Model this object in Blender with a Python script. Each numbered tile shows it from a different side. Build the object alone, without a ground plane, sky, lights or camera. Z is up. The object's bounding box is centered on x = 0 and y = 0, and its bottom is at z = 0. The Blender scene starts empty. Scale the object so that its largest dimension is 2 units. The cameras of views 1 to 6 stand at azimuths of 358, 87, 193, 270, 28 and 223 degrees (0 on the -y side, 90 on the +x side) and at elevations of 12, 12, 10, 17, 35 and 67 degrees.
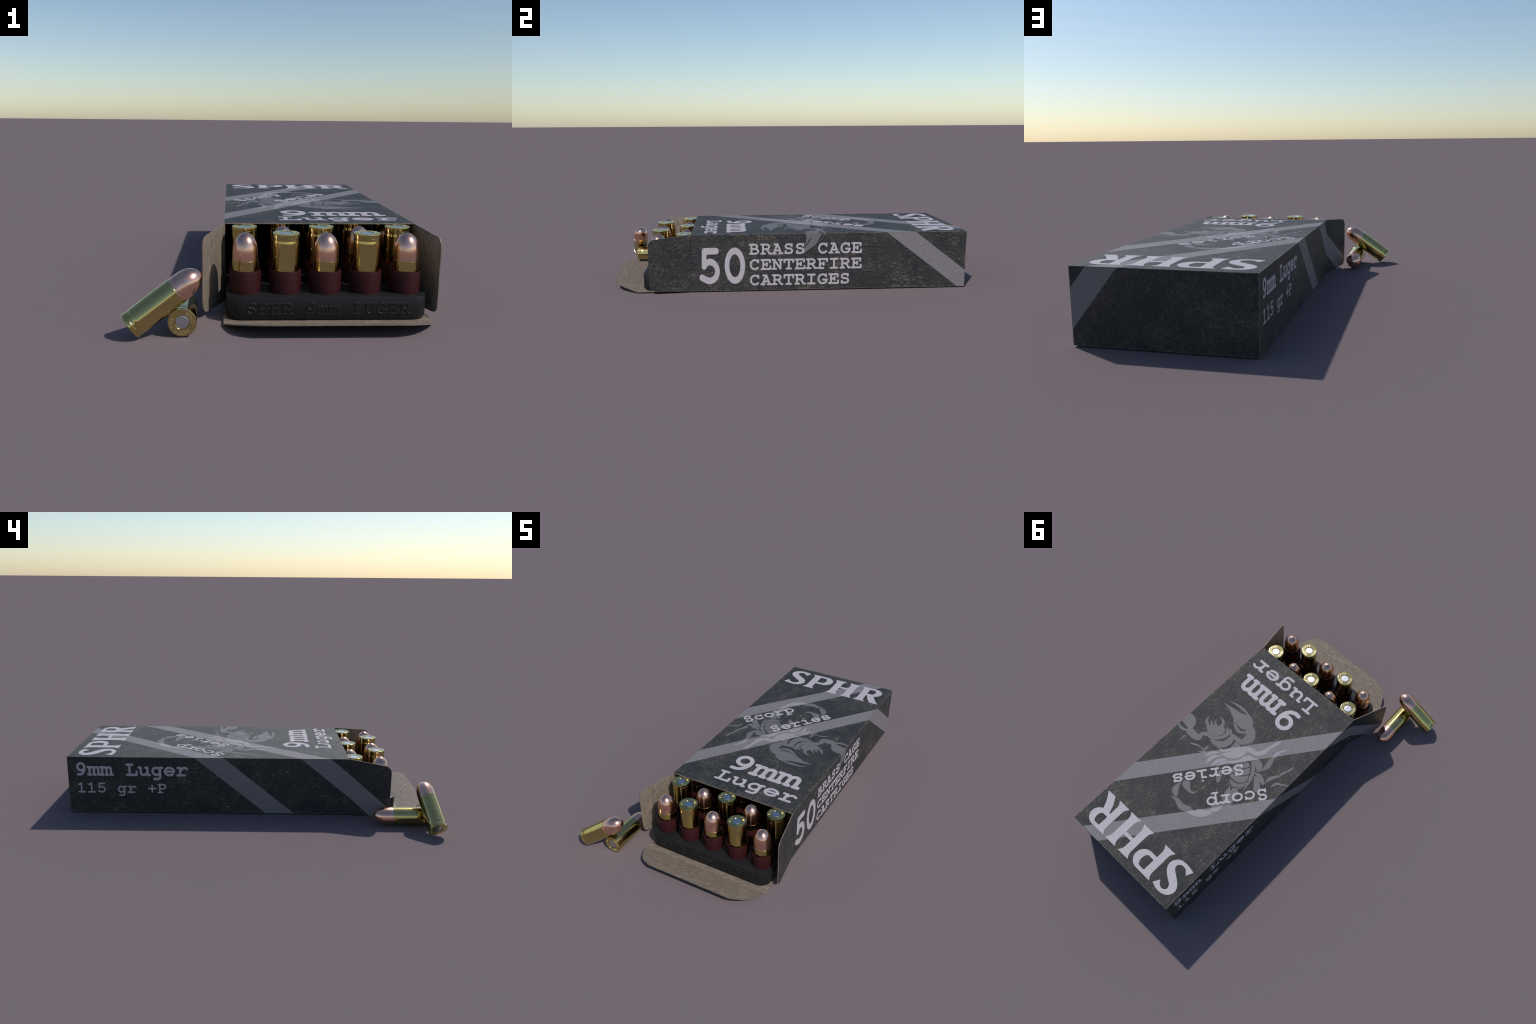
"""Open cardboard box of pistol cartridges with its plastic tray, plus two loose rounds."""
import math
import random
import numpy as np
import bpy
import bmesh
from mathutils import Vector, Matrix, Quaternion
from mathutils.geometry import delaunay_2d_cdt

random.seed(7)
SCENE = bpy.context.scene

# ----------------------------------------------------------------- sizes (m)
XL, XR = -0.2265, 0.5230          # box sides
YF, YB = -0.5290, 1.0000          # lid front edge (fold line of the flaps), closed end
Z0, Z1 = 0.0035, 0.3190           # box underside, box top
CARD = 0.0040                     # cardboard thickness
XC = (XL + XR) / 2
PITCH = 0.1480
ROW_Y0, COLS, ROWS = -0.7120, 5, 10
LENGTH = 0.2935                   # cartridge length


# ------------------------------------------------------------ object helpers
def link(ob, parent=None):
    SCENE.collection.objects.link(ob)
    if parent is not None:
        ob.parent = parent
    return ob


def empty(name, loc=(0, 0, 0), label=None, category=None):
    ob = bpy.data.objects.new(name, None)
    ob.location = loc
    ob.empty_display_size = 0.05
    link(ob)
    if label:
        ob["label"], ob["category"] = label, category
    return ob


def mesh_object(name, verts, faces, mats, parent=None, mat_ids=None, smooth_angle=None):
    me = bpy.data.meshes.new(name)
    me.from_pydata([tuple(v) for v in verts], [], [tuple(f) for f in faces])
    for m in mats:
        me.materials.append(m)
    if mat_ids:
        me.polygons.foreach_set("material_index", mat_ids)
    if smooth_angle is not None:
        me.polygons.foreach_set("use_smooth", [True] * len(me.polygons))
        me.set_sharp_from_angle(angle=math.radians(smooth_angle))
    me.validate()
    me.update()
    ob = bpy.data.objects.new(name, me)
    return link(ob, parent)


def lathe(profile, seg=48):
    """Solid of revolution about z. profile: (r, z) from one end to the other."""
    verts, faces, rings = [], [], []
    for r, z in profile:
        if r < 1e-6:
            rings.append([len(verts)])
            verts.append((0, 0, z))
        else:
            rings.append(list(range(len(verts), len(verts) + seg)))
            verts += [(r * math.cos(math.tau * i / seg), r * math.sin(math.tau * i / seg), z) for i in range(seg)]
    for a, b in zip(rings, rings[1:]):
        for i in range(seg):
            j = (i + 1) % seg
            if len(a) == 1 and len(b) > 1:
                faces.append((a[0], b[j], b[i]))
            elif len(b) == 1 and len(a) > 1:
                faces.append((a[i], a[j], b[0]))
            elif len(a) > 1 and len(b) > 1:
                faces.append((a[i], a[j], b[j], b[i]))
    return verts, faces


# ---------------------------------------------------------------- materials
class Nodes:
    """Small wrapper for writing shader node graphs as expressions."""

    def __init__(self, name):
        self.mat = bpy.data.materials.new(name)
        self.mat.use_nodes = True
        self.t = self.mat.node_tree
        self.bsdf = self.t.nodes["Principled BSDF"]

    def new(self, kind, **props):
        n = self.t.nodes.new(kind)
        for k, v in props.items():
            setattr(n, k, v)
        return n

    def put(self, sock, v):
        if isinstance(v, bpy.types.NodeSocket):
            self.t.links.new(v, sock)
        elif v is not None:
            if hasattr(sock.default_value, "__len__") and len(sock.default_value) == 4 and len(v) == 3:
                v = (*v, 1.0)
            sock.default_value = v

    def coord(self):
        return self.new("ShaderNodeTexCoord").outputs["Object"]

    def mapping(self, vec, scale=(1, 1, 1), rot=(0, 0, 0), loc=(0, 0, 0)):
        n = self.new("ShaderNodeMapping")
        self.put(n.inputs["Vector"], vec)
        n.inputs["Scale"].default_value, n.inputs["Rotation"].default_value, n.inputs["Location"].default_value = scale, rot, loc
        return n.outputs[0]

    def noise(self, vec, scale, detail=4.0, rough=0.55, distortion=0.0):
        n = self.new("ShaderNodeTexNoise")
        self.put(n.inputs["Vector"], vec)
        n.inputs["Scale"].default_value, n.inputs["Detail"].default_value = scale, detail
        n.inputs["Roughness"].default_value, n.inputs["Distortion"].default_value = rough, distortion
        return n.outputs["Fac"]

    def m(self, op, a, b=None, c=None, clamp=False):
        n = self.new("ShaderNodeMath", operation=op, use_clamp=clamp)
        for s, v in zip(n.inputs, (a, b, c)):
            self.put(s, v)
        return n.outputs[0]

    def smooth(self, v, lo, hi, out0=0.0, out1=1.0):
        n = self.new("ShaderNodeMapRange", interpolation_type="SMOOTHSTEP")
        for s, x in zip(n.inputs, (v, lo, hi, out0, out1)):
            self.put(s, x)
        return n.outputs[0]

    def mix(self, f, a, b):
        n = self.new("ShaderNodeMix", data_type="RGBA")
        self.put(n.inputs[0], f)
        self.put(n.inputs[6], a)
        self.put(n.inputs[7], b)
        return n.outputs[2]

    def xyz(self, vec):
        n = self.new("ShaderNodeSeparateXYZ")
        self.put(n.inputs[0], vec)
        return n.outputs

    def bump(self, height, strength, distance=0.002):
        n = self.new("ShaderNodeBump")
        n.inputs["Strength"].default_value, n.inputs["Distance"].default_value = strength, distance
        self.put(n.inputs["Height"], height)
        self.put(self.bsdf.inputs["Normal"], n.outputs[0])

    def set(self, **kw):
        for k, v in kw.items():
            self.put(self.bsdf.inputs[k.replace("_", " ")], v)
        return self.mat


DARK, BAND, INK, KRAFT = (0.020, 0.022, 0.0235), (0.205, 0.190, 0.202), (0.51, 0.460, 0.495), (0.226, 0.181, 0.139)
EMBLEM, EMBLEM_ON_BAND = (0.150, 0.143, 0.150), (0.315, 0.290, 0.308)
SCUFF = (0.165, 0.135, 0.108)


def band_mask(g, pos, bands):
    """1 inside the printed diagonal bands; band = (ax, ay, az, low, high)."""
    total = None
    x, y, z = g.xyz(pos)
    for ax, ay, az, lo, hi in bands:
        f = g.m("ADD", g.m("ADD", g.m("MULTIPLY", x, ax), g.m("MULTIPLY", y, ay)), g.m("MULTIPLY", z, az))
        inside = g.m("MULTIPLY", g.m("GREATER_THAN", f, lo), g.m("LESS_THAN", f, hi))
        total = inside if total is None else g.m("MAXIMUM", total, inside)
    return total


def scuffs(g, pos, amount):
    """Tan hair scratches, flecks and rubbed patches where the print has worn off."""
    patch = g.smooth(g.noise(pos, 6.0, 5, 0.6), 0.44, 0.66)
    fine = g.noise(pos, 210, 5, 0.8)
    flecks = g.m("MULTIPLY", g.smooth(fine, 0.53, 0.66), g.m("ADD", 0.08, patch))
    total = g.m("MULTIPLY", flecks, 0.5 * amount)
    sets = (((0.4, 0.3, 0.5), 40, 0.006, 0.16), ((0.9, 1.1, 1.9), 32, 0.0055, 0.12), ((1.7, 0.5, 2.8), 62, 0.009, 0.2), ((0.2, 1.9, 1.2), 95, 0.013, 0.3))
    for k, (rot, sc, width, stretch) in enumerate(sets):
        v = g.mapping(pos, (1, stretch, 0.7), rot, (k * 3.1, k * 1.7, 0.3))
        n = g.noise(v, sc, 3, 0.6, 0.3)
        line = g.m("SUBTRACT", 1.0, g.smooth(g.m("ABSOLUTE", g.m("SUBTRACT", n, 0.5)), width * 0.3, width * 1.4))
        gate = g.smooth(g.noise(g.mapping(pos, loc=(k * 5.0, 2.0, k)), 9, 6, 0.75), 0.47, 0.60)
        total = g.m("MAXIMUM", total, g.m("MULTIPLY", g.m("MULTIPLY", line, gate), 1.1 * amount))
    smudge = g.smooth(g.noise(g.mapping(pos, loc=(1.3, 0.4, 2.2)), 4.2, 4, 0.65), 0.38, 0.64)
    haze = g.m("MULTIPLY", g.m("MULTIPLY", smudge, g.smooth(g.noise(pos, 75, 4, 0.75), 0.40, 0.70)), 0.30 * amount)
    return g.m("MAXIMUM", haze, g.m("MULTIPLY", total, g.m("ADD", 0.68, g.m("MULTIPLY", smudge, 0.85))), clamp=True)


def edge_wear(g, pos, edges, amount):
    """Rub marks along folds; edges = (axis, value)."""
    x = g.xyz(pos)
    near = None
    for axis, value in edges:
        d = g.m("ABSOLUTE", g.m("SUBTRACT", x[axis], value))
        near = d if near is None else g.m("MINIMUM", near, d)
    n = g.noise(pos, 42, 5, 0.7)
    wide = g.m("MULTIPLY", g.smooth(near, 0.05, 0.0), g.smooth(n, 0.55, 0.72))
    thin = g.m("MULTIPLY", g.smooth(near, 0.0042, 0.0012), g.smooth(n, 0.36, 0.56))
    return g.m("MULTIPLY", g.m("MAXIMUM", g.m("MULTIPLY", wide, 0.7), g.m("MULTIPLY", thin, 0.95)), amount)


def printed_card(name, bands, edges, wear=1.0):
    g = Nodes(name)
    pos = g.coord()
    cloud = g.noise(pos, 9, 4, 0.6)
    base = g.mix(cloud, [c * 0.82 for c in DARK], [c * 1.25 for c in DARK])
    mask = band_mask(g, pos, bands) if bands else 0.0
    speck = g.smooth(g.noise(pos, 230, 3, 0.75), 0.32, 0.68)  # sun sparkle on the grain, painted into the band colour as specks
    base = g.mix(mask, base, g.mix(speck, [c * 0.78 for c in BAND], [c * 1.20 for c in BAND]))
    worn = g.m("MAXIMUM", scuffs(g, pos, wear), edge_wear(g, pos, edges, wear))
    worn = g.m("MULTIPLY", worn, g.m("SUBTRACT", 1.0, g.m("MULTIPLY", mask, 0.6)))
    col = g.mix(worn, base, SCUFF)
    grain = g.noise(pos, 190, 3, 0.7)
    g.bump(g.m("ADD", grain, g.m("MULTIPLY", g.noise(pos, 55, 3), 0.4)), 0.9, 0.0035)
    return g.set(Base_Color=col, Roughness=0.52, Specular_IOR_Level=0.34)


def printing_ink(name, colour, bands=None, on_band=None):
    g = Nodes(name)
    pos = g.coord()
    speck = g.noise(pos, 260, 3, 0.7)  # ink tint varied in dots to draw glints off its rough surface
    col = g.mix(g.smooth(speck, 0.35, 0.7), [c * 0.88 for c in colour], [c * 1.10 for c in colour])
    if bands:
        col = g.mix(band_mask(g, pos, bands), col, on_band)
    col = g.mix(g.m("MULTIPLY", scuffs(g, pos, 1.0), 0.22), col, SCUFF)
    g.bump(g.noise(pos, 190, 3, 0.7), 0.9, 0.0035)
    return g.set(Base_Color=col, Roughness=0.5, Specular_IOR_Level=0.42)


def kraft_card():
    g = Nodes("kraft_cardboard")
    pos = g.coord()
    fibre = g.noise(g.mapping(pos, (0.9, 2.0, 0.7)), 34, 5, 0.65, 0.3)
    blotch = g.noise(pos, 12, 4)
    col = g.mix(g.smooth(fibre, 0.3, 0.7), [c * 0.62 for c in KRAFT], [c * 1.20 for c in KRAFT])
    col = g.mix(g.smooth(blotch, 0.4, 0.75), col, [c * 0.86 for c in KRAFT])
    g.bump(fibre, 0.55, 0.004)
    return g.set(Base_Color=col, Roughness=0.6, Specular_IOR_Level=0.5)


def metal(name, colour, rough, tint=None, bump=0.004):
    g = Nodes(name)
    pos = g.coord()
    n = g.noise(pos, 22, 4, 0.6)
    col = g.mix(g.smooth(n, 0.35, 0.7), colour, tint or [c * 0.93 for c in colour])
    g.bump(g.noise(pos, 30, 2), bump, 0.002)
    return g.set(Base_Color=col, Metallic=1.0, Roughness=g.m("ADD", rough, g.m("MULTIPLY", n, 0.05)))


def plastic(name, colour, rough, spec=0.4):
    g = Nodes(name)
    pos = g.coord()
    n = g.noise(pos, 14, 4)
    col = g.mix(n, [c * 0.9 for c in colour], [c * 1.1 for c in colour])
    g.bump(g.noise(pos, 240, 2), 0.05, 0.001)
    return g.set(Base_Color=col, Roughness=rough, Specular_IOR_Level=spec)


# diagonal bands of the print, as lines on each face of the box
S1, S2 = 1.297, 1.258
TOP_BANDS = [(-S1, 1, 0, -0.428 + S1 * 0.2265, -0.268 + S1 * 0.2265), (-S2, 1, 0, 0.151 + S2 * 0.2265, 0.3086 + S2 * 0.2265)]
RIGHT_BANDS = [(0, 1, 1.30, 0.550 + 1.30 * Z1, 0.7115 + 1.30 * Z1)]
LEFT_BANDS = [(0, 1, -1.235, -0.430 - 1.235 * Z1, -0.268 - 1.235 * Z1), (0, 1, -1.235, 0.151 - 1.235 * Z1, 0.3086 - 1.235 * Z1)]
BACK_BANDS = [(1, 0, 0.79, 0.3238 + 0.79 * Z1, 0.4535 + 0.79 * Z1)]

M_KRAFT = kraft_card()
M_TOP = printed_card("printed_card_top", TOP_BANDS, [(0, XL), (0, XR), (1, YF), (1, YB)], 1.0)
M_RIGHT = printed_card("printed_card_right", RIGHT_BANDS, [(2, Z0), (2, Z1), (1, YB)], 1.0)
M_LEFT = printed_card("printed_card_left", LEFT_BANDS, [(2, Z0), (2, Z1), (1, YB)], 0.8)
M_BACK = printed_card("printed_card_end", BACK_BANDS, [(2, Z0), (2, Z1), (0, XL), (0, XR)], 1.0)
M_UNDER = printed_card("printed_card_under", None, [(0, XL), (0, XR), (1, YB)], 0.8)
M_INK = printing_ink("pale_ink", INK)
M_EMBLEM = printing_ink("grey_ink", EMBLEM, TOP_BANDS, EMBLEM_ON_BAND)
M_EMBLEM_SIDE = printing_ink("grey_ink_side", EMBLEM)
M_TRAY = plastic("black_plastic", (0.0105, 0.0105, 0.0112), 0.5, 0.3)
M_CUP = plastic("oxblood_plastic", (0.036, 0.0080, 0.0095), 0.5, 0.16)
M_BRASS = metal("polished_brass", (0.60, 0.495, 0.195), 0.11, (0.56, 0.455, 0.175))
M_COPPER = metal("copper_jacket", (0.90, 0.54, 0.405), 0.20, (0.80, 0.46, 0.34))
M_STAMP = metal("stamped_brass", (0.86, 0.77, 0.44), 0.30)
M_PRIMER = metal("nickel_primer", (0.60, 0.60, 0.64), 0.27)


# ------------------------------------------------------------------ lettering
def arc(cx, cy, rx, ry, a0, a1, n=None):
    n = n or max(4, int(abs(a1 - a0) / 20))
    return [(cx + rx * math.cos(math.radians(a0 + (a1 - a0) * i / n)), cy + ry * math.sin(math.radians(a0 + (a1 - a0) * i / n))) for i in range(n + 1)]


# typewriter slab letters as pen strokes: 0.6 wide cell, 0.1 pen, baseline y = 0
B0, CAP, XH = 0.05, 0.52, 0.39
GLYPHS = {
    "A": [[(0.15, CAP), (0.32, CAP)], [(0.29, CAP), (0.11, B0)], [(0.31, CAP), (0.49, B0)], [(0.18, 0.20), (0.42, 0.20)], [(0.04, B0), (0.21, B0)], [(0.39, B0), (0.56, B0)]],
    "B": [[(0.06, B0), (0.33, B0)], [(0.06, CAP), (0.31, CAP)], [(0.14, B0), (0.14, CAP)], arc(0.31, 0.41, 0.13, 0.11, 90, -90), [(0.14, 0.30), (0.33, 0.30)], arc(0.33, 0.175, 0.16, 0.125, 90, -90)],
    "C": [arc(0.31, 0.285, 0.22, 0.24, 40, 318), [(0.49, CAP), (0.49, 0.40)]],
    "E": [[(0.06, CAP), (0.50, CAP), (0.50, 0.40)], [(0.06, B0), (0.53, B0), (0.53, 0.18)], [(0.15, B0), (0.15, CAP)], [(0.15, 0.29), (0.34, 0.29)], [(0.34, 0.22), (0.34, 0.36)]],
    "F": [[(0.06, CAP), (0.53, CAP), (0.53, 0.40)], [(0.06, B0), (0.33, B0)], [(0.15, B0), (0.15, CAP)], [(0.15, 0.28), (0.35, 0.28)], [(0.35, 0.21), (0.35, 0.35)]],
    "G": [arc(0.30, 0.285, 0.22, 0.24, 42, 300), [(0.48, CAP), (0.48, 0.41)], [(0.33, 0.24), (0.54, 0.24)], [(0.49, 0.24), (0.49, 0.11), (0.41, 0.07)]],
    "H": [[(0.14, B0), (0.14, CAP)], [(0.46, B0), (0.46, CAP)], [(0.14, 0.29), (0.46, 0.29)]] + [[(x - 0.09, y), (x + 0.09, y)] for x in (0.14, 0.46) for y in (B0, CAP)],
    "I": [[(0.30, B0), (0.30, CAP)], [(0.12, CAP), (0.48, CAP)], [(0.12, B0), (0.48, B0)]],
    "L": [[(0.20, B0), (0.20, CAP)], [(0.07, CAP), (0.34, CAP)], [(0.07, B0), (0.53, B0), (0.53, 0.20)]],
    "N": [[(0.13, B0), (0.13, CAP)], [(0.14, CAP), (0.46, B0)], [(0.46, B0), (0.46, CAP)], [(0.05, CAP), (0.15, CAP)], [(0.37, CAP), (0.55, CAP)], [(0.05, B0), (0.23, B0)]],
    "P": [[(0.15, B0), (0.15, CAP)], [(0.06, CAP), (0.34, CAP)], arc(0.34, 0.395, 0.16, 0.125, 90, -90), [(0.15, 0.27), (0.34, 0.27)], [(0.06, B0), (0.31, B0)]],
    "R": [[(0.14, B0), (0.14, CAP)], [(0.05, CAP), (0.32, CAP)], arc(0.32, 0.40, 0.15, 0.12, 90, -90), [(0.14, 0.28), (0.32, 0.28)], [(0.31, 0.28), (0.39, 0.21), (0.48, B0), (0.56, B0)], [(0.05, B0), (0.25, B0)]],
    "S": [arc(0.29, 0.41, 0.16, 0.115, 20, 255) + arc(0.30, 0.175, 0.175, 0.125, 75, -160), [(0.45, CAP), (0.45, 0.42)], [(0.13, B0), (0.13, 0.16)]],
    "T": [[(0.07, 0.39), (0.07, CAP), (0.53, CAP), (0.53, 0.39)], [(0.30, B0), (0.30, CAP)], [(0.18, B0), (0.42, B0)]],
    "U": [[(0.13, CAP), (0.13, 0.22)] + arc(0.30, 0.22, 0.17, 0.17, 180, 360) + [(0.47, CAP)], [(0.04, CAP), (0.23, CAP)], [(0.37, CAP), (0.56, CAP)]],
    "c": [arc(0.31, 0.22, 0.22, 0.17, 42, 318), [(0.49, XH), (0.49, 0.29)]],
    "e": [arc(0.30, 0.22, 0.22, 0.17, 0, 318), [(0.08, 0.22), (0.52, 0.22)]],
    "g": [arc(0.27, 0.225, 0.18, 0.165, 0, 360), [(0.45, XH), (0.45, -0.02)] + arc(0.33, -0.02, 0.12, 0.11, 0, -90) + [(0.16, -0.13)], [(0.45, XH), (0.55, XH)]],
    "i": [[(0.13, XH), (0.31, XH), (0.31, B0)], [(0.10, B0), (0.52, B0)], [(0.30, 0.56), (0.301, 0.56)]],
    "m": [[(0.01, XH), (0.09, XH)], [(0.09, B0), (0.09, XH)], [(0.09, 0.28)] + arc(0.20, 0.29, 0.10, 0.10, 150, 0) + [(0.30, B0)], [(0.30, 0.28)] + arc(0.41, 0.29, 0.10, 0.10, 150, 0) + [(0.51, B0)]] + [[(a, B0), (b, B0)] for a, b in ((0.01, 0.15), (0.27, 0.36), (0.48, 0.59))],
    "o": [arc(0.30, 0.22, 0.22, 0.17, 0, 360)],
    "p": [[(0.13, XH), (0.13, -0.13)], [(0.03, XH), (0.13, XH)], [(0.03, -0.13), (0.28, -0.13)], arc(0.34, 0.22, 0.20, 0.17, 0, 360)],
    "r": [[(0.21, XH), (0.21, B0)], [(0.09, XH), (0.21, XH)], [(0.08, B0), (0.43, B0)], [(0.21, 0.24), (0.29, 0.34), (0.38, XH), (0.46, XH), (0.53, 0.34)]],
    "s": [arc(0.29, 0.30, 0.17, 0.09, 15, 258) + arc(0.31, 0.135, 0.185, 0.085, 80, -165), [(0.46, XH), (0.46, 0.31)], [(0.12, B0), (0.12, 0.13)]],
    "u": [[(0.04, XH), (0.13, XH), (0.13, 0.17)] + arc(0.26, 0.17, 0.13, 0.12, 180, 290) + [(0.38, 0.10), (0.45, 0.17)], [(0.36, XH), (0.45, XH), (0.45, B0), (0.55, B0)]],
    "0": [arc(0.30, 0.305, 0.19, 0.255, 0, 360, 26)],
    "1": [[(0.14, 0.49), (0.30, 0.56), (0.30, B0)], [(0.12, B0), (0.49, B0)]],
    "5": [[(0.46, 0.56), (0.17, 0.56), (0.16, 0.30), (0.21, 0.355), (0.29, 0.38)] + arc(0.29, 0.215, 0.19, 0.165, 90, -120) + [(0.10, 0.11)]],
    "9": [arc(0.285, 0.400, 0.165, 0.163, 0, 360), [(0.450, 0.42), (0.455, 0.31), (0.415, 0.18), (0.335, 0.09), (0.235, B0), (0.13, 0.06)]],
    "+": [[(0.30, 0.47), (0.30, 0.09)], [(0.08, 0.28), (0.52, 0.28)]],
}


def ccw(poly):
    a = sum(p[0] * q[1] - q[0] * p[1] for p, q in zip(poly, poly[1:] + poly[:1]))
    return poly if a > 0 else poly[::-1]


def pen_shapes(path, width, sx=1.0, sy=1.0, dots=12):
    """Convex pieces that together cover a constant-width pen stroke (anisotropic pen sx, sy)."""
    out, r = [], width / 2
    for x, y in path:
        out.append([((x + r * math.cos(math.tau * (i + 0.37) / dots)) * sx, (y + r * math.sin(math.tau * (i + 0.37) / dots)) * sy) for i in range(dots)])
    for (x0, y0), (x1, y1) in zip(path, path[1:]):
        d = math.hypot(x1 - x0, y1 - y0)
        if d < 1e-5:
            continue
        nx, ny = -(y1 - y0) / d * r, (x1 - x0) / d * r
        out.append([((x0 - nx) * sx, (y0 - ny) * sy), ((x1 - nx) * sx, (y1 - ny) * sy), ((x1 + nx) * sx, (y1 + ny) * sy), ((x0 + nx) * sx, (y0 + ny) * sy)])
    return out


def text_shapes(text, em_x, em_y, pen=0.10, advance=0.6):
    shapes = []
    for k, ch in enumerate(text):
        for path in GLYPHS.get(ch, []):
            for s in pen_shapes(path, pen, em_x, em_y):
                shapes.append([(x + k * advance * em_x, y) for x, y in s])
    return shapes


def smooth_outline(points, steps=4):
    """Closed Catmull-Rom curve through the points."""
    out, n = [], len(points)
    for i in range(n):
        p0, p1, p2, p3 = (Vector(points[(i + k - 1) % n]) for k in range(4))
        for s in range(steps):
            t = s / steps
            v = 0.5 * ((2 * p1) + (p2 - p0) * t + (2 * p0 - 5 * p1 + 4 * p2 - p3) * t * t + (3 * p1 - p0 - 3 * p2 + p3) * t ** 3)
            out.append((v.x, v.y))
    return out


def tapered(points, steps=5):
    """Convex pieces along a smoothed spine of (x, y, width)."""
    pts = [Vector(p) for p in points]
    pts = [2 * pts[0] - pts[1]] + pts + [2 * pts[-1] - pts[-2]]
    spine = []
    for i in range(1, len(pts) - 2):
        p0, p1, p2, p3 = pts[i - 1:i + 3]
        for s in range(steps + (i == len(pts) - 3)):
            t = s / steps
            spine.append(0.5 * ((2 * p1) + (p2 - p0) * t + (2 * p0 - 5 * p1 + 4 * p2 - p3) * t * t + (3 * p1 - p0 - 3 * p2 + p3) * t ** 3))
    out = []
    for p in spine:
        r = max(p.z, 0.001) / 2
        out.append([(p.x + r * math.cos(math.tau * i / 12), p.y + r * math.sin(math.tau * i / 12)) for i in range(12)])
    for a, b in zip(spine, spine[1:]):
        d = (b - a).to_2d()
        if d.length < 1e-6:
            continue
        n = Vector((-d.y, d.x)).normalized()
        ra, rb = max(a.z, 0.001) / 2, max(b.z, 0.001) / 2
        out.append([tuple(a.to_2d() - n * ra), tuple(b.to_2d() - n * rb), tuple(b.to_2d() + n * rb), tuple(a.to_2d() + n * ra)])
    return out


def covered(points, polys):
    """Which points lie in any of the polygons (even-odd rule)."""
    hit = np.zeros(len(points), bool)
    for poly in polys:
        p = np.array(poly)
        near = np.flatnonzero(~hit & (points > p.min(0)).all(1) & (points < p.max(0)).all(1))
        if not len(near):
            continue
        q, inside = points[near], np.zeros(len(near), bool)
        for (x0, y0), (x1, y1) in zip(p, np.roll(p, -1, 0)):
            if y0 != y1:
                cross = ((y0 > q[:, 1]) != (y1 > q[:, 1])) & (q[:, 0] < (x1 - x0) * (q[:, 1] - y0) / (y1 - y0) + x0)
                inside ^= cross
        hit[near] = inside
    return hit


def sheet(add, cut=()):
    """Union of polygons minus the cut polygons -> (2D verts, triangles)."""
    verts, edges = [], []
    for p in list(add) + list(cut):
        b, n = len(verts), len(p)
        verts += [Vector(q) for q in p]
        edges += [(b + i, b + (i + 1) % n) for i in range(n)]
    ov, _, of, _, _, _ = delaunay_2d_cdt(verts, edges, [], 0, 1e-6, False)
    pts = np.array([tuple(v) for v in ov])
    tri = np.array([f for f in of if len(f) == 3])
    a, b, c = pts[tri[:, 0]], pts[tri[:, 1]], pts[tri[:, 2]]
    area = (b[:, 0] - a[:, 0]) * (c[:, 1] - a[:, 1]) - (b[:, 1] - a[:, 1]) * (c[:, 0] - a[:, 0])
    mid = (a + b + c) / 3
    ok = covered(mid, add) & (np.abs(area) > 1e-11)
    if cut:
        ok &= ~covered(mid, cut)
    tri[area < 0] = tri[area < 0][:, ::-1]
    return [tuple(v) for v in pts], [tuple(int(i) for i in t) for t in tri[ok]]


def raised(name, shapes2d, frame, height, mat, parent, base=0.0, slope=0.0, bend=None):
    """Print or relief: a 2D sheet laid on a plane frame (origin, u, v, n), raised with skirts."""
    v2, tris = shapes2d
    o, u, v, n = (Vector(a) for a in frame)
    used = sorted({i for t in tris for i in t})
    idx = {i: k for k, i in enumerate(used)}
    tris = [tuple(idx[i] for i in t) for t in tris]
    flat = [Vector(v2[i]) for i in used]
    count = {}
    for t in tris:
        for a, b in zip(t, t[1:] + t[:1]):
            count[(a, b)] = 1
    rim = [e for e in count if (e[1], e[0]) not in count]
    push = {}
    for a, b in rim:
        d = (flat[b] - flat[a]).normalized()
        for i in (a, b):
            push[i] = push.get(i, Vector((0, 0))) + Vector((d.y, -d.x))
    verts = [o + u * p.x + v * p.y + n * (base + height) for p in flat]
    low = {}
    for i, d in push.items():
        p = flat[i] + (d.normalized() * slope if d.length > 1e-6 else d)
        low[i] = len(verts)
        verts.append(o + u * p.x + v * p.y + n * base)
    faces = list(tris) + [(b, a, low[a], low[b]) for a, b in rim]
    if u.cross(v).dot(n) < 0:
        faces = [f[::-1] for f in faces]
    return mesh_object(name, verts, faces, [mat], parent)

# ------------------------------------------------------------------- the box
box = empty("ammunition_box", (0, 0, 0), "open dark grey cardboard box with pale printed lettering and diagonal bands", "cardboard box")


def panel(name, outer, inner, mat, parent=box):
    """Flat board: outer face printed, inner face and rim raw cardboard."""
    n = len(outer)
    verts = [Vector(p) for p in outer + inner]
    faces = [tuple(range(n)), tuple(range(2 * n - 1, n - 1, -1))]
    faces += [((i + 1) % n, i, n + i, n + (i + 1) % n) for i in range(n)]
    centre = sum(verts, Vector()) / len(verts)
    e1, e2 = verts[1] - verts[0], verts[2] - verts[0]
    if e1.cross(e2).dot(verts[0] - verts[n]) < 0:
        faces = [f[::-1] for f in faces]
    return mesh_object(name, verts, faces, [mat, M_KRAFT], parent, [0] + [1] * (n + 1))


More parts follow.
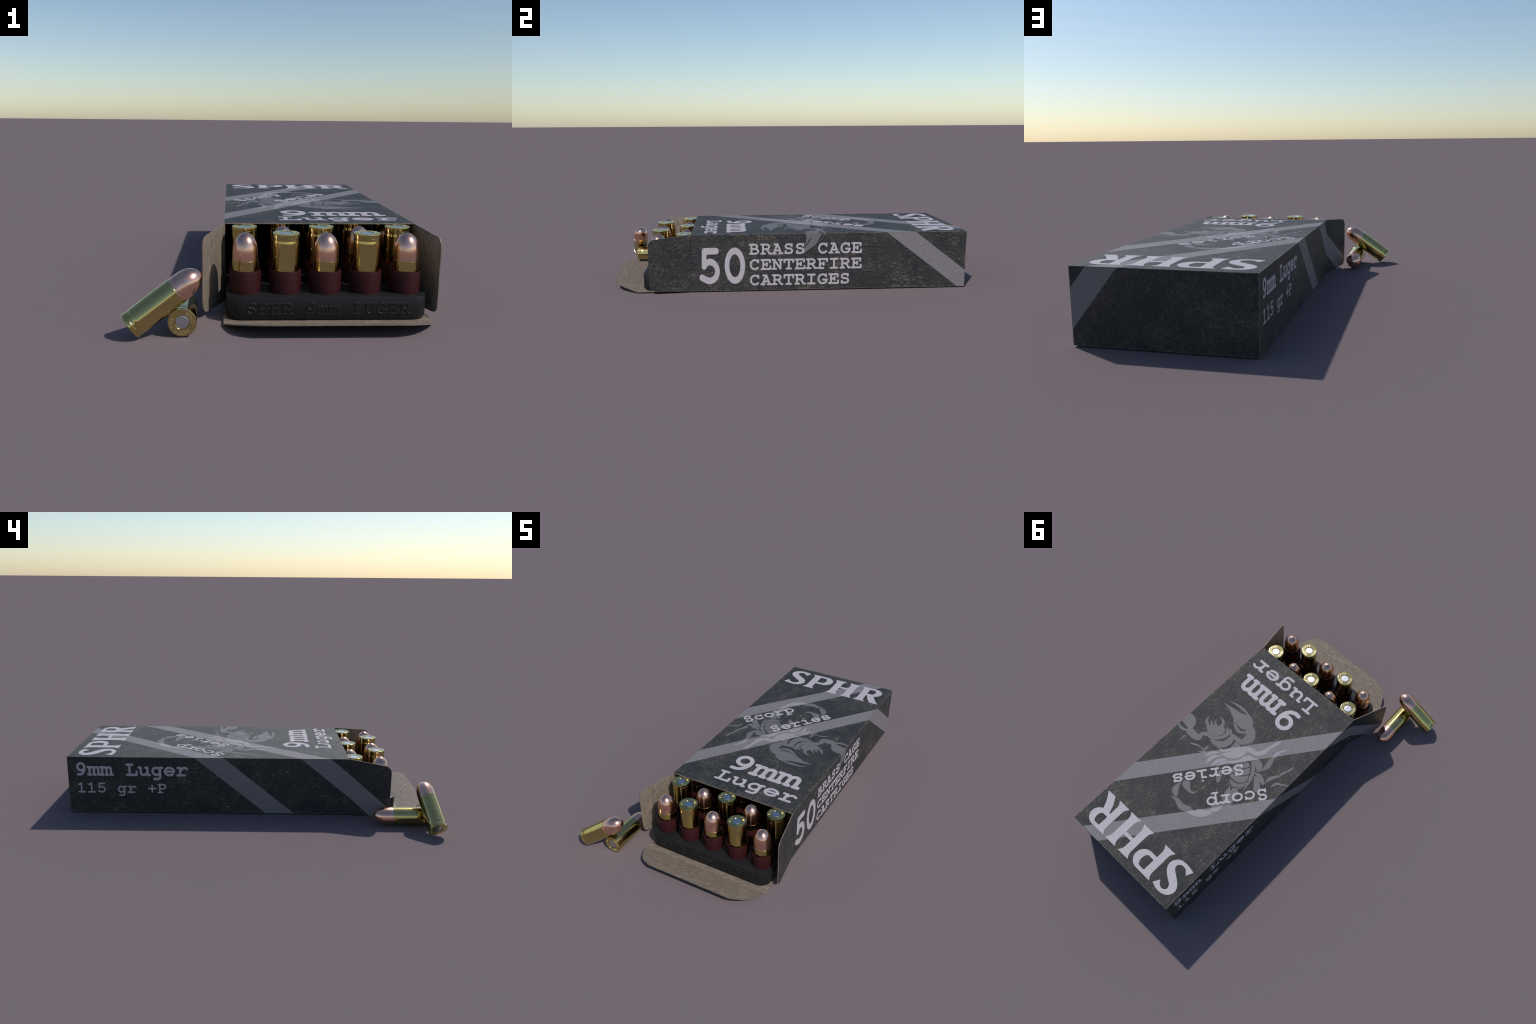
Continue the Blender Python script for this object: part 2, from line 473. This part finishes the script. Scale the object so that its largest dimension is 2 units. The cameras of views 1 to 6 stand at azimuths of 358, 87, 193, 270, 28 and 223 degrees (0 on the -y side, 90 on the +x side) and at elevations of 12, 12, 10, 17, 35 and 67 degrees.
T = CARD
xl, xr, yb, z0, z1 = XL + T, XR - T, YB - T, Z0 + T, Z1 - T
top = panel("top_panel", [(XL, YF, Z1), (XR, YF, Z1), (XR, YB, Z1), (XL, YB, Z1)], [(xl, YF, z1), (xr, YF, z1), (xr, yb, z1), (xl, yb, z1)], M_TOP)
right = panel("side_panel", [(XR, YF, Z0), (XR, YB, Z0), (XR, YB, Z1), (XR, YF, Z1)], [(xr, YF, z0), (xr, yb, z0), (xr, yb, z1), (xr, YF, z1)], M_RIGHT)
left = panel("side_panel", [(XL, YF, Z0), (XL, YB, Z0), (XL, YB, Z1), (XL, YF, Z1)], [(xl, YF, z0), (xl, yb, z0), (xl, yb, z1), (xl, YF, z1)], M_LEFT)
under = panel("bottom_panel", [(XL, YF, Z0), (XR, YF, Z0), (XR, YB, Z0), (XL, YB, Z0)], [(xl, YF, z0), (xr, YF, z0), (xr, yb, z0), (xl, yb, z0)], M_UNDER)
back = panel("end_panel", [(XL, YB, Z0), (XR, YB, Z0), (XR, YB, Z1), (XL, YB, Z1)], [(xl, yb, z0), (xr, yb, z0), (xr, yb, z1), (xl, yb, z1)], M_BACK)


def side_flap(side, spread, mat, parent):
    """Dust flap swung outward about the vertical fold at the lid edge; rounded free corners."""
    xo, xi = (XR, xr) if side > 0 else (XL, xl)
    run, z_low, z_high, rad = 0.2310, 0.0165, 0.3020, 0.036
    out = [(0.0, Z0), (run - rad, z_low)]
    out += [(run - rad + rad * math.sin(math.radians(a)), z_low + rad - rad * math.cos(math.radians(a))) for a in (30, 62, 90)]
    out += [(run - rad + rad * math.cos(math.radians(a)), z_high - rad + rad * math.sin(math.radians(a))) for a in (0, 28, 60)]
    out += [(run - rad, z_high), (0.0, Z1)]
    c, s = math.cos(spread), math.sin(spread)
    outer = [(xo + side * s * a, YF - c * a, z) for a, z in out]
    inner = [(xo + side * (s * a - T * c), YF - c * a - T * s * (a > 0), z) for a, z in out]
    inner[0], inner[-1] = (xi, YF, Z0), (xi, YF, Z1)
    return panel("side_flap", outer, inner, mat, parent)


flap_right = side_flap(1, math.radians(9.6), M_RIGHT, box)
flap_left = side_flap(-1, math.radians(19.6), M_LEFT, box)


def tuck_flap():
    """Long lower flap: level to a crease, then bent slightly up, corners cut off and rounded."""
    crease, tip, rise = -0.829, -0.9745, 0.29
    half = (XR - XL) / 2
    edge = [(half, crease), (half - 0.022, -0.880), (half - 0.045, -0.918), (half - 0.066, -0.942), (half - 0.094, -0.960), (half - 0.132, tip)]
    rim = [(XC + a, y) for a, y in edge] + [(XC - a, y) for a, y in edge[::-1]]

    def lift(y):
        return max(0.0, crease - y) * rise

    verts, faces, ids = [], [], []
    flat = [(XL, YF), (XR, YF), (XR, crease), (XL, crease)]
    n, k = len(flat), len(rim)
    for dz in (0.0, T):
        verts += [(x, y, Z0 + lift(y) + dz) for x, y in flat] + [(x, y, Z0 + lift(y) + dz) for x, y in rim[1:-1]]
    step = n + k - 2
    lip = [2] + list(range(n, n + k - 2)) + [3]
    faces += [(0, 1, 2, 3), tuple(lip)]
    ids += [0, 0]
    faces += [tuple(step + i for i in f[::-1]) for f in faces[:2]]
    ids += [1, 1]
    loop = [0, 1] + lip
    for a, b in zip(loop, loop[1:] + loop[:1]):
        faces.append((b, a, a + step, b + step))
        ids.append(1)
    ob = mesh_object("tuck_flap", verts, faces, [M_UNDER, M_KRAFT], box, ids)
    bm = bmesh.new()
    bm.from_mesh(ob.data)
    bmesh.ops.recalc_face_normals(bm, faces=bm.faces)
    bm.to_mesh(ob.data)
    bm.free()
    return ob


tuck_flap()

# ---------------------------------------------------------- print on the box
H_INK, H_EMB = 0.0008, 0.0004
TOPF = ((0, 0, Z1), (1, 0, 0), (0, 1, 0), (0, 0, 1))
RIGHTF = ((XR, 0, 0), (0, 1, 0), (0, 0, 1), (1, 0, 0))
LEFTF = ((XL, 0, 0), (0, -1, 0), (0, 0, 1), (-1, 0, 0))


def write(text, frame, at, em_x, em_y, parent, pen=0.10, angle=0.0, mat=M_INK, height=H_INK, name="lettering", slope=0.0003):
    o, u, v, n = (Vector(a) for a in frame)
    c, s = math.cos(angle), math.sin(angle)
    o2 = o + u * at[0] + v * at[1]
    return raised(name, sheet(text_shapes(text, em_x, em_y, pen)), (o2, u * c + v * s, v * c - u * s, n), height, mat, parent, slope=slope)


write("9mm", TOPF, (-0.0020, -0.3350), 0.250, 0.252, top, 0.102)
write("Luger", TOPF, (-0.0100, -0.4570), 0.1665, 0.158, top, 0.098)
DIAG = math.radians(52.2)
write("Scorp", TOPF, (-0.1455, 0.1370), 0.1175, 0.125, top, 0.092, DIAG)
write("Series", TOPF, (0.0580, 0.1195), 0.1170, 0.125, top, 0.092, DIAG)
write("50", RIGHTF, (-0.4965, 0.0440), 0.2280, 0.328, right, 0.112)
write("BRASS CAGE", RIGHTF, (-0.2140, 0.2040), 0.1048, 0.1075, right, 0.096)
write("CENTERFIRE", RIGHTF, (-0.2140, 0.1175), 0.1048, 0.1075, right, 0.096)
write("CARTRIGES", RIGHTF, (-0.2140, 0.0305), 0.1048, 0.1075, right, 0.096)
write("9mm Luger", LEFTF, (-0.9600, 0.2125), 0.1145, 0.1240, left, 0.105)
write("115 gr +P", LEFTF, (-0.9590, 0.1140), 0.0925, 0.0970, left, 0.085)


# bold roman capitals with flared wedge serifs, drawn in box-top metres
CAP_LO, CAP_HI = 0.7600, 0.9555


def flared_stem(xa, xb, stem, lo=CAP_LO, hi=CAP_HI):
    """Upright stem whose ends flare into wedge serifs spanning xa..xb."""
    xm = (xa + xb) / 2
    h = stem / 2
    end = [(xa, lo), (xb, lo), (xm + h + 0.004, lo + 0.020), (xm + h, lo + 0.036)]
    end += [(xm + h, hi - 0.036), (xm + h + 0.004, hi - 0.020), (xb, hi), (xa, hi)]
    return end + [(xm - h - 0.004, hi - 0.020), (xm - h, hi - 0.036), (xm - h, lo + 0.036), (xm - h - 0.004, lo + 0.020)]


def big_capitals():
    s = [(-0.192, 0.765), (-0.150, 0.757), (-0.110, 0.757), (-0.078, 0.771), (-0.058, 0.806), (-0.070, 0.846), (-0.112, 0.879), (-0.140, 0.896), (-0.150, 0.920),
         (-0.132, 0.937), (-0.108, 0.933), (-0.088, 0.911), (-0.066, 0.947), (-0.106, 0.959), (-0.147, 0.957), (-0.180, 0.938), (-0.193, 0.903),
         (-0.175, 0.868), (-0.135, 0.839), (-0.106, 0.819), (-0.097, 0.799), (-0.113, 0.780), (-0.146, 0.779), (-0.173, 0.804)]
    corners = {0, 11, 12, 23}
    out, n = [], len(s)
    for i in range(n):
        out.append(s[i])
        j = (i + 1) % n
        if i in corners and j in corners:
            continue
        p0 = Vector(s[i - 1]) if i not in corners else Vector(s[i])
        p3 = Vector(s[(i + 2) % n]) if j not in corners else Vector(s[j])
        p1, p2 = Vector(s[i]), Vector(s[j])
        for t in (0.25, 0.5, 0.75):
            v = 0.5 * ((2 * p1) + (p2 - p0) * t + (2 * p0 - 5 * p1 + 4 * p2 - p3) * t * t + (3 * p1 - p0 - 3 * p2 + p3) * t ** 3)
            out.append((v.x, v.y))
    add, cut = [out], []

    def bowl(x0, x1, y0, y1, thick):
        ry = (y1 - y0) / 2
        xs = x1 - ry * 1.05
        add.append([(x0, y0), (xs, y0)] + arc(xs, (y0 + y1) / 2, x1 - xs, ry, -90, 90, 14) + [(x0, y1)])
        c0, c1, ci = y0 + 0.023, y1 - 0.020, thick
        cry = (c1 - c0) / 2
        cut.append([(x0 + 0.026, c0), (xs - 0.006, c0)] + arc(xs - 0.006, (c0 + c1) / 2, x1 - ci - xs + 0.006, cry, -90, 90, 12) + [(x0 + 0.026, c1)])

    # P
    add.append(flared_stem(-0.0465, 0.0335, 0.044))
    bowl(-0.0095, 0.1195, 0.8400, CAP_HI, 0.046)
    # H
    add.append(flared_stem(0.1260, 0.2055, 0.046))
    add.append(flared_stem(0.2310, 0.3115, 0.046))
    add.append([(0.180, 0.8560), (0.260, 0.8560), (0.260, 0.8760), (0.180, 0.8760)])
    # R
    add.append(flared_stem(0.3265, 0.4090, 0.044))
    bowl(0.3620, 0.4810, 0.8500, CAP_HI, 0.043)
    add.append([(0.392, 0.862), (0.414, 0.807), (0.4455, 0.7610), (0.5020, 0.7620), (0.478, 0.792), (0.458, 0.823), (0.440, 0.862)])
    return sheet(add, cut)


raised("lettering", big_capitals(), TOPF, H_INK, M_INK, top, slope=0.0003)


# scorpion emblem: claws, head, banded body, legs and a curled tail, all pieces separated by gaps
EMB, EMB_CUT = [], []


def limb(points, fatter=1.0):
    EMB.extend(tapered([(x, y, w * fatter) for x, y, w in points]))


def gap(points):
    EMB_CUT.extend(tapered(points))


def blob(points, steps=4):
    EMB.append(smooth_outline(points, steps))



def emblem_claws():
    blob([(0.422, -0.083), (0.369, -0.094), (0.295, -0.105), (0.245, -0.128), (0.206, -0.111), (0.182, -0.077), (0.189, -0.052), (0.219, -0.033), (0.266, -0.033), (0.314, -0.049), (0.352, -0.067), (0.389, -0.079)])  # big claw
    limb([(0.407, -0.115, 0.001), (0.349, -0.128, 0.011), (0.29, -0.129, 0.013), (0.243, -0.123, 0.003)], 1.22)
    limb([(0.307, -0.048, 0.002), (0.27, -0.022, 0.011), (0.229, -0.007, 0.015), (0.198, -0.02, 0.012), (0.181, -0.052, 0.021)], 1.22)
    limb([(0.17, -0.054, 0.045), (0.145, -0.018, 0.047), (0.161, 0.029, 0.031), (0.195, 0.036, 0.023), (0.229, 0.039, 0.023)], 1.22)
    blob([(0.531, 0.173), (0.533, 0.143), (0.526, 0.109), (0.495, 0.1), (0.457, 0.118), (0.439, 0.151), (0.445, 0.179), (0.477, 0.179), (0.51, 0.172)])  # small claw
    limb([(0.528, 0.198, 0.006), (0.491, 0.207, 0.014), (0.455, 0.197, 0.013), (0.445, 0.179, 0.021)], 1.22)
    limb([(0.437, 0.187, 0.037), (0.399, 0.189, 0.037), (0.37, 0.184, 0.029), (0.372, 0.154, 0.019), (0.351, 0.133, 0.023)], 1.22)


def emblem_head():
    blob([(0.422, 0.043), (0.41, 0.063), (0.386, 0.08), (0.379, 0.076), (0.398, 0.049), (0.376, 0.059), (0.358, 0.068), (0.374, 0.038), (0.379, 0.023), (0.361, 0.044), (0.341, 0.05), (0.333, 0.035), (0.339, 0.017), (0.357, 0.004), (0.381, -0.0), (0.35, -0.004), (0.324, 0.009), (0.311, 0.031), (0.289, 0.041), (0.28, 0.062), (0.286, 0.087), (0.305, 0.11), (0.332, 0.121), (0.361, 0.116), (0.384, 0.1), (0.412, 0.084), (0.423, 0.064)])  # head
    limb([(0.327, 0.133, 0.021), (0.296, 0.119, 0.02), (0.27, 0.089, 0.02), (0.261, 0.053, 0.023), (0.271, 0.032, 0.015)], 1.12)
    limb([(0.304, 0.145, 0.01), (0.264, 0.137, 0.032), (0.231, 0.115, 0.037), (0.22, 0.077, 0.037), (0.226, 0.05, 0.021)], 1.12)
    limb([(0.297, 0.022, 0.003), (0.283, 0.028, 0.01), (0.277, 0.044, 0.007)], 1.12)
    limb([(0.276, 0.017, 0.003), (0.255, 0.024, 0.012), (0.245, 0.041, 0.007)], 1.12)
    blob([(0.245, 0.149), (0.213, 0.142), (0.191, 0.12), (0.185, 0.081), (0.189, 0.053), (0.147, 0.057), (0.148, 0.087), (0.171, 0.12), (0.202, 0.154)])  # thorax


def emblem_torso():
    blob([(0.197, 0.166), (0.166, 0.117), (0.147, 0.064), (0.123, 0.042), (0.097, 0.053), (0.097, 0.091), (0.114, 0.129), (0.148, 0.156)])
    blob([(0.134, 0.17), (0.099, 0.13), (0.084, 0.082), (0.073, 0.076), (0.053, 0.1), (0.081, 0.142), (0.11, 0.174)])
    blob([(0.134, 0.046), (0.099, 0.02), (0.057, 0.014), (0.043, 0.037), (0.072, 0.047), (0.098, 0.048)])
    blob([(0.074, 0.066), (0.031, 0.058), (0.034, 0.076), (0.051, 0.093)])
    limb([(0.253, 0.24, 0.0052), (0.248, 0.214, 0.0209), (0.232, 0.189, 0.0178), (0.209, 0.164, 0.0042)])
    limb([(0.216, 0.266, 0.0063), (0.222, 0.233, 0.023), (0.209, 0.198, 0.0188), (0.184, 0.172, 0.0042)])
    limb([(0.185, 0.262, 0.0063), (0.181, 0.225, 0.023), (0.166, 0.19, 0.0209), (0.143, 0.171, 0.0052)])
    limb([(0.16, 0.233, 0.0105), (0.145, 0.193, 0.0178), (0.123, 0.174, 0.0073)])


def emblem_legs():
    limb([(0.046, 0.025, 0.024), (0.025, -0.002, 0.027), (0.017, -0.05, 0.017), (0.003, -0.099, 0.016), (-0.005, -0.135, 0.003)], 1.18)
    limb([(-0.043, -0.022, 0.016), (-0.043, -0.05, 0.02), (-0.049, -0.078, 0.011), (-0.079, -0.125, 0.003)], 1.18)
    limb([(0.02, 0.063, 0.031), (-0.014, 0.07, 0.037), (-0.035, 0.093, 0.018)], 1.18)
    limb([(-0.048, 0.086, 0.005), (-0.054, 0.04, 0.026), (-0.047, 0.0, 0.02), (-0.045, -0.02, 0.01)], 1.18)
    limb([(-0.117, 0.125, 0.003), (-0.118, 0.09, 0.018), (-0.137, 0.05, 0.013)], 1.18)
    limb([(-0.147, 0.054, 0.003), (-0.146, 0.025, 0.013), (-0.158, -0.007, 0.011)], 1.18)
    limb([(-0.158, -0.007, 0.005), (-0.165, -0.032, 0.013), (-0.17, -0.054, 0.007)], 1.18)
    limb([(-0.03, 0.119, 0.004), (-0.064, 0.116, 0.023), (-0.108, 0.134, 0.018)], 1.18)
    limb([(-0.041, 0.133, 0.005), (-0.071, 0.148, 0.028), (-0.107, 0.184, 0.032)], 1.18)
    limb([(-0.157, 0.12, 0.004), (-0.166, 0.085, 0.013), (-0.197, 0.065, 0.009)], 1.18)
    limb([(-0.201, 0.062, 0.009), (-0.231, 0.046, 0.003)], 1.18)
    limb([(0.375, 0.238, 0.008), (0.338, 0.222, 0.011)], 1.18)
    limb([(0.335, 0.219, 0.005), (0.298, 0.218, 0.007)], 1.18)
    limb([(0.287, 0.217, 0.012), (0.287, 0.193, 0.015)], 1.18)
    limb([(0.308, 0.25, 0.003), (0.275, 0.222, 0.011)], 1.18)
    limb([(0.118, 0.254, 0.025), (0.091, 0.298, 0.018)], 1.18)


def emblem_abdomen():
    blob([(0.086, 0.178), (0.063, 0.136), (0.044, 0.098), (0.011, 0.118), (-0.011, 0.147), (-0.029, 0.18), (-0.041, 0.211), (-0.041, 0.238), (-0.021, 0.266), (0.001, 0.278), (0.028, 0.261), (0.055, 0.237), (0.076, 0.207)])
    gap([(0.07, 0.187, 0.0021), (0.041, 0.155, 0.0052), (0.014, 0.111, 0.0052)])
    gap([(0.075, 0.21, 0.0063), (0.023, 0.194, 0.0052), (-0.018, 0.144, 0.0063)])
    gap([(0.062, 0.236, 0.0084), (0.014, 0.237, 0.0094), (-0.019, 0.216, 0.0063), (-0.037, 0.18, 0.0052)])
    gap([(0.031, 0.264, 0.0073), (0.003, 0.269, 0.0073), (-0.029, 0.247, 0.0042), (-0.044, 0.222, 0.0021)])
    gap([(0.066, 0.137, 0.0031), (0.051, 0.145, 0.0052), (0.04, 0.148, 0.0042)])
    limb([(0.031, 0.083, 0.0084), (-0.007, 0.109, 0.022), (-0.038, 0.168, 0.0199), (-0.056, 0.238, 0.0042)])
    limb([(0.019, 0.274, 0.0031), (0.005, 0.302, 0.023), (-0.002, 0.317, 0.0314)])


def emblem_tail():
    limb([(-0.026, 0.284, 0.045), (-0.032, 0.337, 0.062), (-0.035, 0.347, 0.062)])
    limb([(-0.027, 0.382, 0.029), (-0.015, 0.413, 0.049), (-0.015, 0.427, 0.046)])
    limb([(-0.009, 0.466, 0.03), (0.011, 0.492, 0.041), (0.034, 0.509, 0.049)])
    limb([(0.049, 0.527, 0.032), (0.075, 0.534, 0.033)])
    limb([(0.092, 0.53, 0.033), (0.129, 0.547, 0.037), (0.184, 0.537, 0.02), (0.217, 0.547, 0.004)])
    limb([(0.208, 0.518, 0.028), (0.233, 0.497, 0.036), (0.241, 0.447, 0.003)])
    limb([(0.21, 0.434, 0.046), (0.194, 0.443, 0.035), (0.168, 0.451, 0.019), (0.14, 0.445, 0.011), (0.131, 0.411, 0.001)])


for draw in (emblem_claws, emblem_head, emblem_torso, emblem_legs, emblem_abdomen, emblem_tail):
    draw()
EDGE = [[(XR - 0.0006, -0.6), (XR + 0.2, -0.6), (XR + 0.2, 1.2), (XR - 0.0006, 1.2)], [(XL - 0.2, -0.6), (XL + 0.0006, -0.6), (XL + 0.0006, 1.2), (XL - 0.2, 1.2)]]
raised("scorpion_emblem", sheet(EMB, EMB_CUT + EDGE), TOPF, H_EMB, M_EMBLEM, top, slope=0.0001)

# the small claw runs over the fold on to the side
SIDE_CLAW = [smooth_outline([(0.100, 0.3185), (0.104, 0.300), (0.099, 0.270), (0.090, 0.235), (0.086, 0.2075), (0.108, 0.222), (0.146, 0.2500), (0.182, 0.2900), (0.208, 0.3185), (0.150, 0.3210)], 4)]
SIDE_CUT = tapered([(0.132, 0.300, 0.001), (0.119, 0.278, 0.007), (0.103, 0.254, 0.007), (0.094, 0.240, 0.003)])
SIDE_CUT += tapered([(0.200, 0.3240, 0.012), (0.184, 0.299, 0.009), (0.163, 0.272, 0.001)])
SIDE_CUT.append([(-0.2, Z1 - 0.0006), (0.4, Z1 - 0.0006), (0.4, Z1 + 0.1), (-0.2, Z1 + 0.1)])
raised("scorpion_emblem", sheet(SIDE_CLAW, SIDE_CUT), RIGHTF, H_EMB, M_EMBLEM_SIDE, right, slope=0.0001)

# ------------------------------------------------------------------ the tray
TRAY_TOP, TRAY_Z = 0.0950, Z0 + CARD + 0.0012
TX0, TX1, TY0, TY1 = -0.2185, 0.5150, -0.8000, 0.7000
tray = empty("cartridge_tray", (XC, 0, TRAY_Z), "black plastic tray with rows of dark red round cups", "ammunition tray")


def rounded_rect(x0, x1, y0, y1, r, n=7):
    pts = []
    for cx, cy, a0 in ((x1 - r, y1 - r, 0), (x0 + r, y1 - r, 90), (x0 + r, y0 + r, 180), (x1 - r, y0 + r, 270)):
        pts += arc(cx, cy, r, r, a0, a0 + 90, n)
    return pts


def tray_base():
    levels = [(0.006, TRAY_Z), (0.0, TRAY_Z + 0.010), (0.0, TRAY_TOP - 0.002), (0.0006, TRAY_TOP - 0.0006), (0.002, TRAY_TOP)]
    verts, faces, n = [], [], 0
    for inset, z in levels:
        ring = rounded_rect(TX0 + inset, TX1 - inset, TY0 + inset, TY1 - inset, 0.062 - inset)
        n = len(ring)
        verts += [(x - XC, y, z - TRAY_Z) for x, y in ring]
    for k in range(len(levels) - 1):
        for i in range(n):
            j = (i + 1) % n
            faces.append((k * n + i, k * n + j, (k + 1) * n + j, (k + 1) * n + i))
    faces.append(tuple(range(n))[::-1])
    faces.append(tuple(range((len(levels) - 1) * n, len(levels) * n)))
    return mesh_object("tray_base", verts, faces, [M_TRAY], tray, smooth_angle=40)


tray_base()
FRONTF = ((-XC, TY0, -TRAY_Z), (1, 0, 0), (0, 0, 1), (0, -1, 0))
write("SPHR 9mm LUGER", FRONTF, (-0.1480, 0.0290), 0.0710, 0.0800, tray, 0.062, mat=M_TRAY, height=0.0020, slope=0.0020)


def cup_mesh():
    """Eight-sided socket with a thin wall, slightly narrower at the foot."""
    seg, off, h = 8, math.radians(-6), 0.0815
    prof = [(0.0572, 0.0), (0.0585, h - 0.002), (0.0578, h), (0.0538, h), (0.0530, h - 0.002), (0.0520, 0.004), (0.0, 0.004)]
    verts, faces = [], []
    for r, z in prof[:-1]:
        verts += [(r * math.cos(off + math.tau * i / seg), r * math.sin(off + math.tau * i / seg), z) for i in range(seg)]
    for k in range(len(prof) - 2):
        for i in range(seg):
            j = (i + 1) % seg
            faces.append((k * seg + i, k * seg + j, (k + 1) * seg + j, (k + 1) * seg + i))
    faces.append(tuple(range((len(prof) - 2) * seg, (len(prof) - 1) * seg)))
    return verts, faces


GRID = [(XC + (c - 2) * PITCH, ROW_Y0 + r * 0.1468, r, c) for r in range(ROWS) for c in range(COLS)]
first_cup = None
for x, y, r, c in GRID:
    at = (x - XC, y, TRAY_TOP - TRAY_Z)
    if first_cup is None:
        cv, cf = cup_mesh()
        first_cup = mesh_object("cup", cv, cf, [M_CUP], tray, smooth_angle=50)
        first_cup.location = at
    else:
        ob = bpy.data.objects.new("cup", first_cup.data)
        link(ob, tray)
        ob.location = at

# -------------------------------------------------------------- cartridges
# built standing on the case head: z = 0 at the head, z = LENGTH at the bullet tip
R_RIM, R_CASE, R_MOUTH, Z_MOUTH = 0.0487, 0.0482, 0.0474, 0.1935


def case_mesh():
    prof = [(0.0240, 0.0030), (0.0240, 0.0008), (0.0248, 0.0000), (0.0258, 0.0000), (0.0450, 0.0000), (0.0463, 0.0000), (0.0473, 0.0002), (0.0482, 0.0009), (R_RIM, 0.0022), (R_RIM, 0.0045), (R_RIM, 0.0128), (0.0471, 0.0132), (0.0471, 0.0155),
            (0.0475, 0.0160), (0.0475, 0.0166), (0.0471, 0.0172), (0.0471, 0.0258), (0.0471, 0.0263), (0.04718, 0.0269), (0.04815, 0.0352), (R_CASE, 0.0357), (R_CASE, 0.0364), (R_CASE, 0.0420), (R_CASE, 0.0900), (0.0477, 0.1500), (R_MOUTH, Z_MOUTH - 0.0050), (R_MOUTH, Z_MOUTH - 0.0005),
            (R_MOUTH - 0.0003, Z_MOUTH), (0.0467, Z_MOUTH), (0.0455, Z_MOUTH - 0.006)]
    return lathe(prof[::1], 56)


def bullet_mesh():
    r0, z0b, h = 0.0466, Z_MOUTH - 0.008, LENGTH - Z_MOUTH
    prof = [(0.0458, z0b), (r0, Z_MOUTH)]
    for i in range(1, 19):
        t = 1 - (1 - i / 18.0) ** 1.7
        prof.append((r0 * (1 - t ** 3.6) ** 0.62 if i < 18 else 0.0, Z_MOUTH + h * t))
    return lathe(prof, 56)


def primer_mesh():
    return lathe([(0.0, 0.0007), (0.0190, 0.0007), (0.0198, 0.0007), (0.0212, 0.0010), (0.0224, 0.0018), (0.0230, 0.0034), (0.0240, 0.0036)], 40)


def flipped(vf):
    return vf[0], [f[::-1] for f in vf[1]]


def headstamp_mesh():
    """Tiny raised sans letters run round the primer, feet outward."""
    verts, faces = [], []
    for text, centre, step in (("9mm", 182, 22.5), ("LUGER", 268, 17.5), ("SPHR", 34, 19.5)):
        for k, ch in enumerate(text):
            cu = bpy.data.curves.new("glyph", "FONT")
            cu.body, cu.size, cu.align_x, cu.resolution_u = ch, 0.0195, "CENTER", 3
            tmp = bpy.data.objects.new("glyph", cu)
            SCENE.collection.objects.link(tmp)
            me = tmp.to_mesh()
            a = math.radians(centre + (k - (len(text) - 1) / 2) * step)
            if ch == "m" and k == 1:
                a -= math.radians(1.5)
            rot = Matrix.Rotation(a + math.pi / 2, 3, "Z")
            b = len(verts)
            for v in me.vertices:
                verts.append(rot @ Vector((v.co.x * (0.72 if ch == "m" else 0.9), v.co.y - 0.0425, 0.0009)))
            faces += [tuple(b + i for i in p.vertices) for p in me.polygons]
            tmp.to_mesh_clear()
            bpy.data.objects.remove(tmp)
            bpy.data.curves.remove(cu)
    # seen from outside the head (-z), so mirror in x
    verts = [Vector((-v.x, v.y, -v.z)) for v in verts]
    bm = bmesh.new()
    bv = [bm.verts.new(v) for v in verts]
    for f in faces:
        try:
            bm.faces.new([bv[i] for i in f])
        except ValueError:
            pass
    bmesh.ops.remove_doubles(bm, verts=bm.verts, dist=1e-6)
    ext = bmesh.ops.extrude_face_region(bm, geom=bm.faces[:])
    bmesh.ops.translate(bm, verts=[e for e in ext["geom"] if isinstance(e, bmesh.types.BMVert)], vec=(0, 0, 0.0011))
    bmesh.ops.recalc_face_normals(bm, faces=bm.faces)
    bm.verts.index_update()
    out = [v.co.copy() for v in bm.verts], [tuple(v.index for v in f.verts) for f in bm.faces]
    bm.free()
    return out


PARTS = []


def cartridge(loc, rot):
    root = empty("cartridge", loc, "brass pistol cartridge with round copper bullet", "cartridge")
    root.rotation_mode = "QUATERNION"
    root.rotation_quaternion = rot
    if not PARTS:
        for name, (v, f), mat, angle in (("case", case_mesh(), M_BRASS, 30), ("bullet", bullet_mesh(), M_COPPER, 40), ("primer", flipped(primer_mesh()), M_PRIMER, 14), ("headstamp", headstamp_mesh(), M_STAMP, None)):
            ob = mesh_object(name, v, f, [mat], root, smooth_angle=angle)
            PARTS.append(ob)
            bm = bmesh.new()
            bm.from_mesh(ob.data)
            bmesh.ops.recalc_face_normals(bm, faces=bm.faces)
            bm.to_mesh(ob.data)
            bm.free()
    else:
        for src in PARTS:
            link(bpy.data.objects.new(src.name.split(".")[0], src.data), root)
    return root


UP = Vector((0, 0, 1))
BASE_Z, HEAD_Z = 0.0205, 0.3140
for x, y, r, c in GRID:
    turn = math.radians(random.uniform(-2, 2))
    if (r + c) % 2 == 0:
        cartridge((x, y, BASE_Z), Quaternion(UP, turn))
    else:
        flip = Quaternion((1, 0, 0), math.pi)
        cartridge((x, y, HEAD_Z), Quaternion(UP, turn + math.radians(335)) @ flip)


def lay(head, tip, spin):
    axis = (Vector(tip) - Vector(head)).normalized()
    cartridge(head, axis.to_track_quat("Z", "Y") @ Quaternion(UP, math.radians(spin)))


lay((-0.3624, -0.9440, 0.0495), (-0.3676, -0.6530, 0.0492), 0)
lay((-0.5343, -0.9505, 0.0405), (-0.3025, -0.9120, 0.2140), 40)
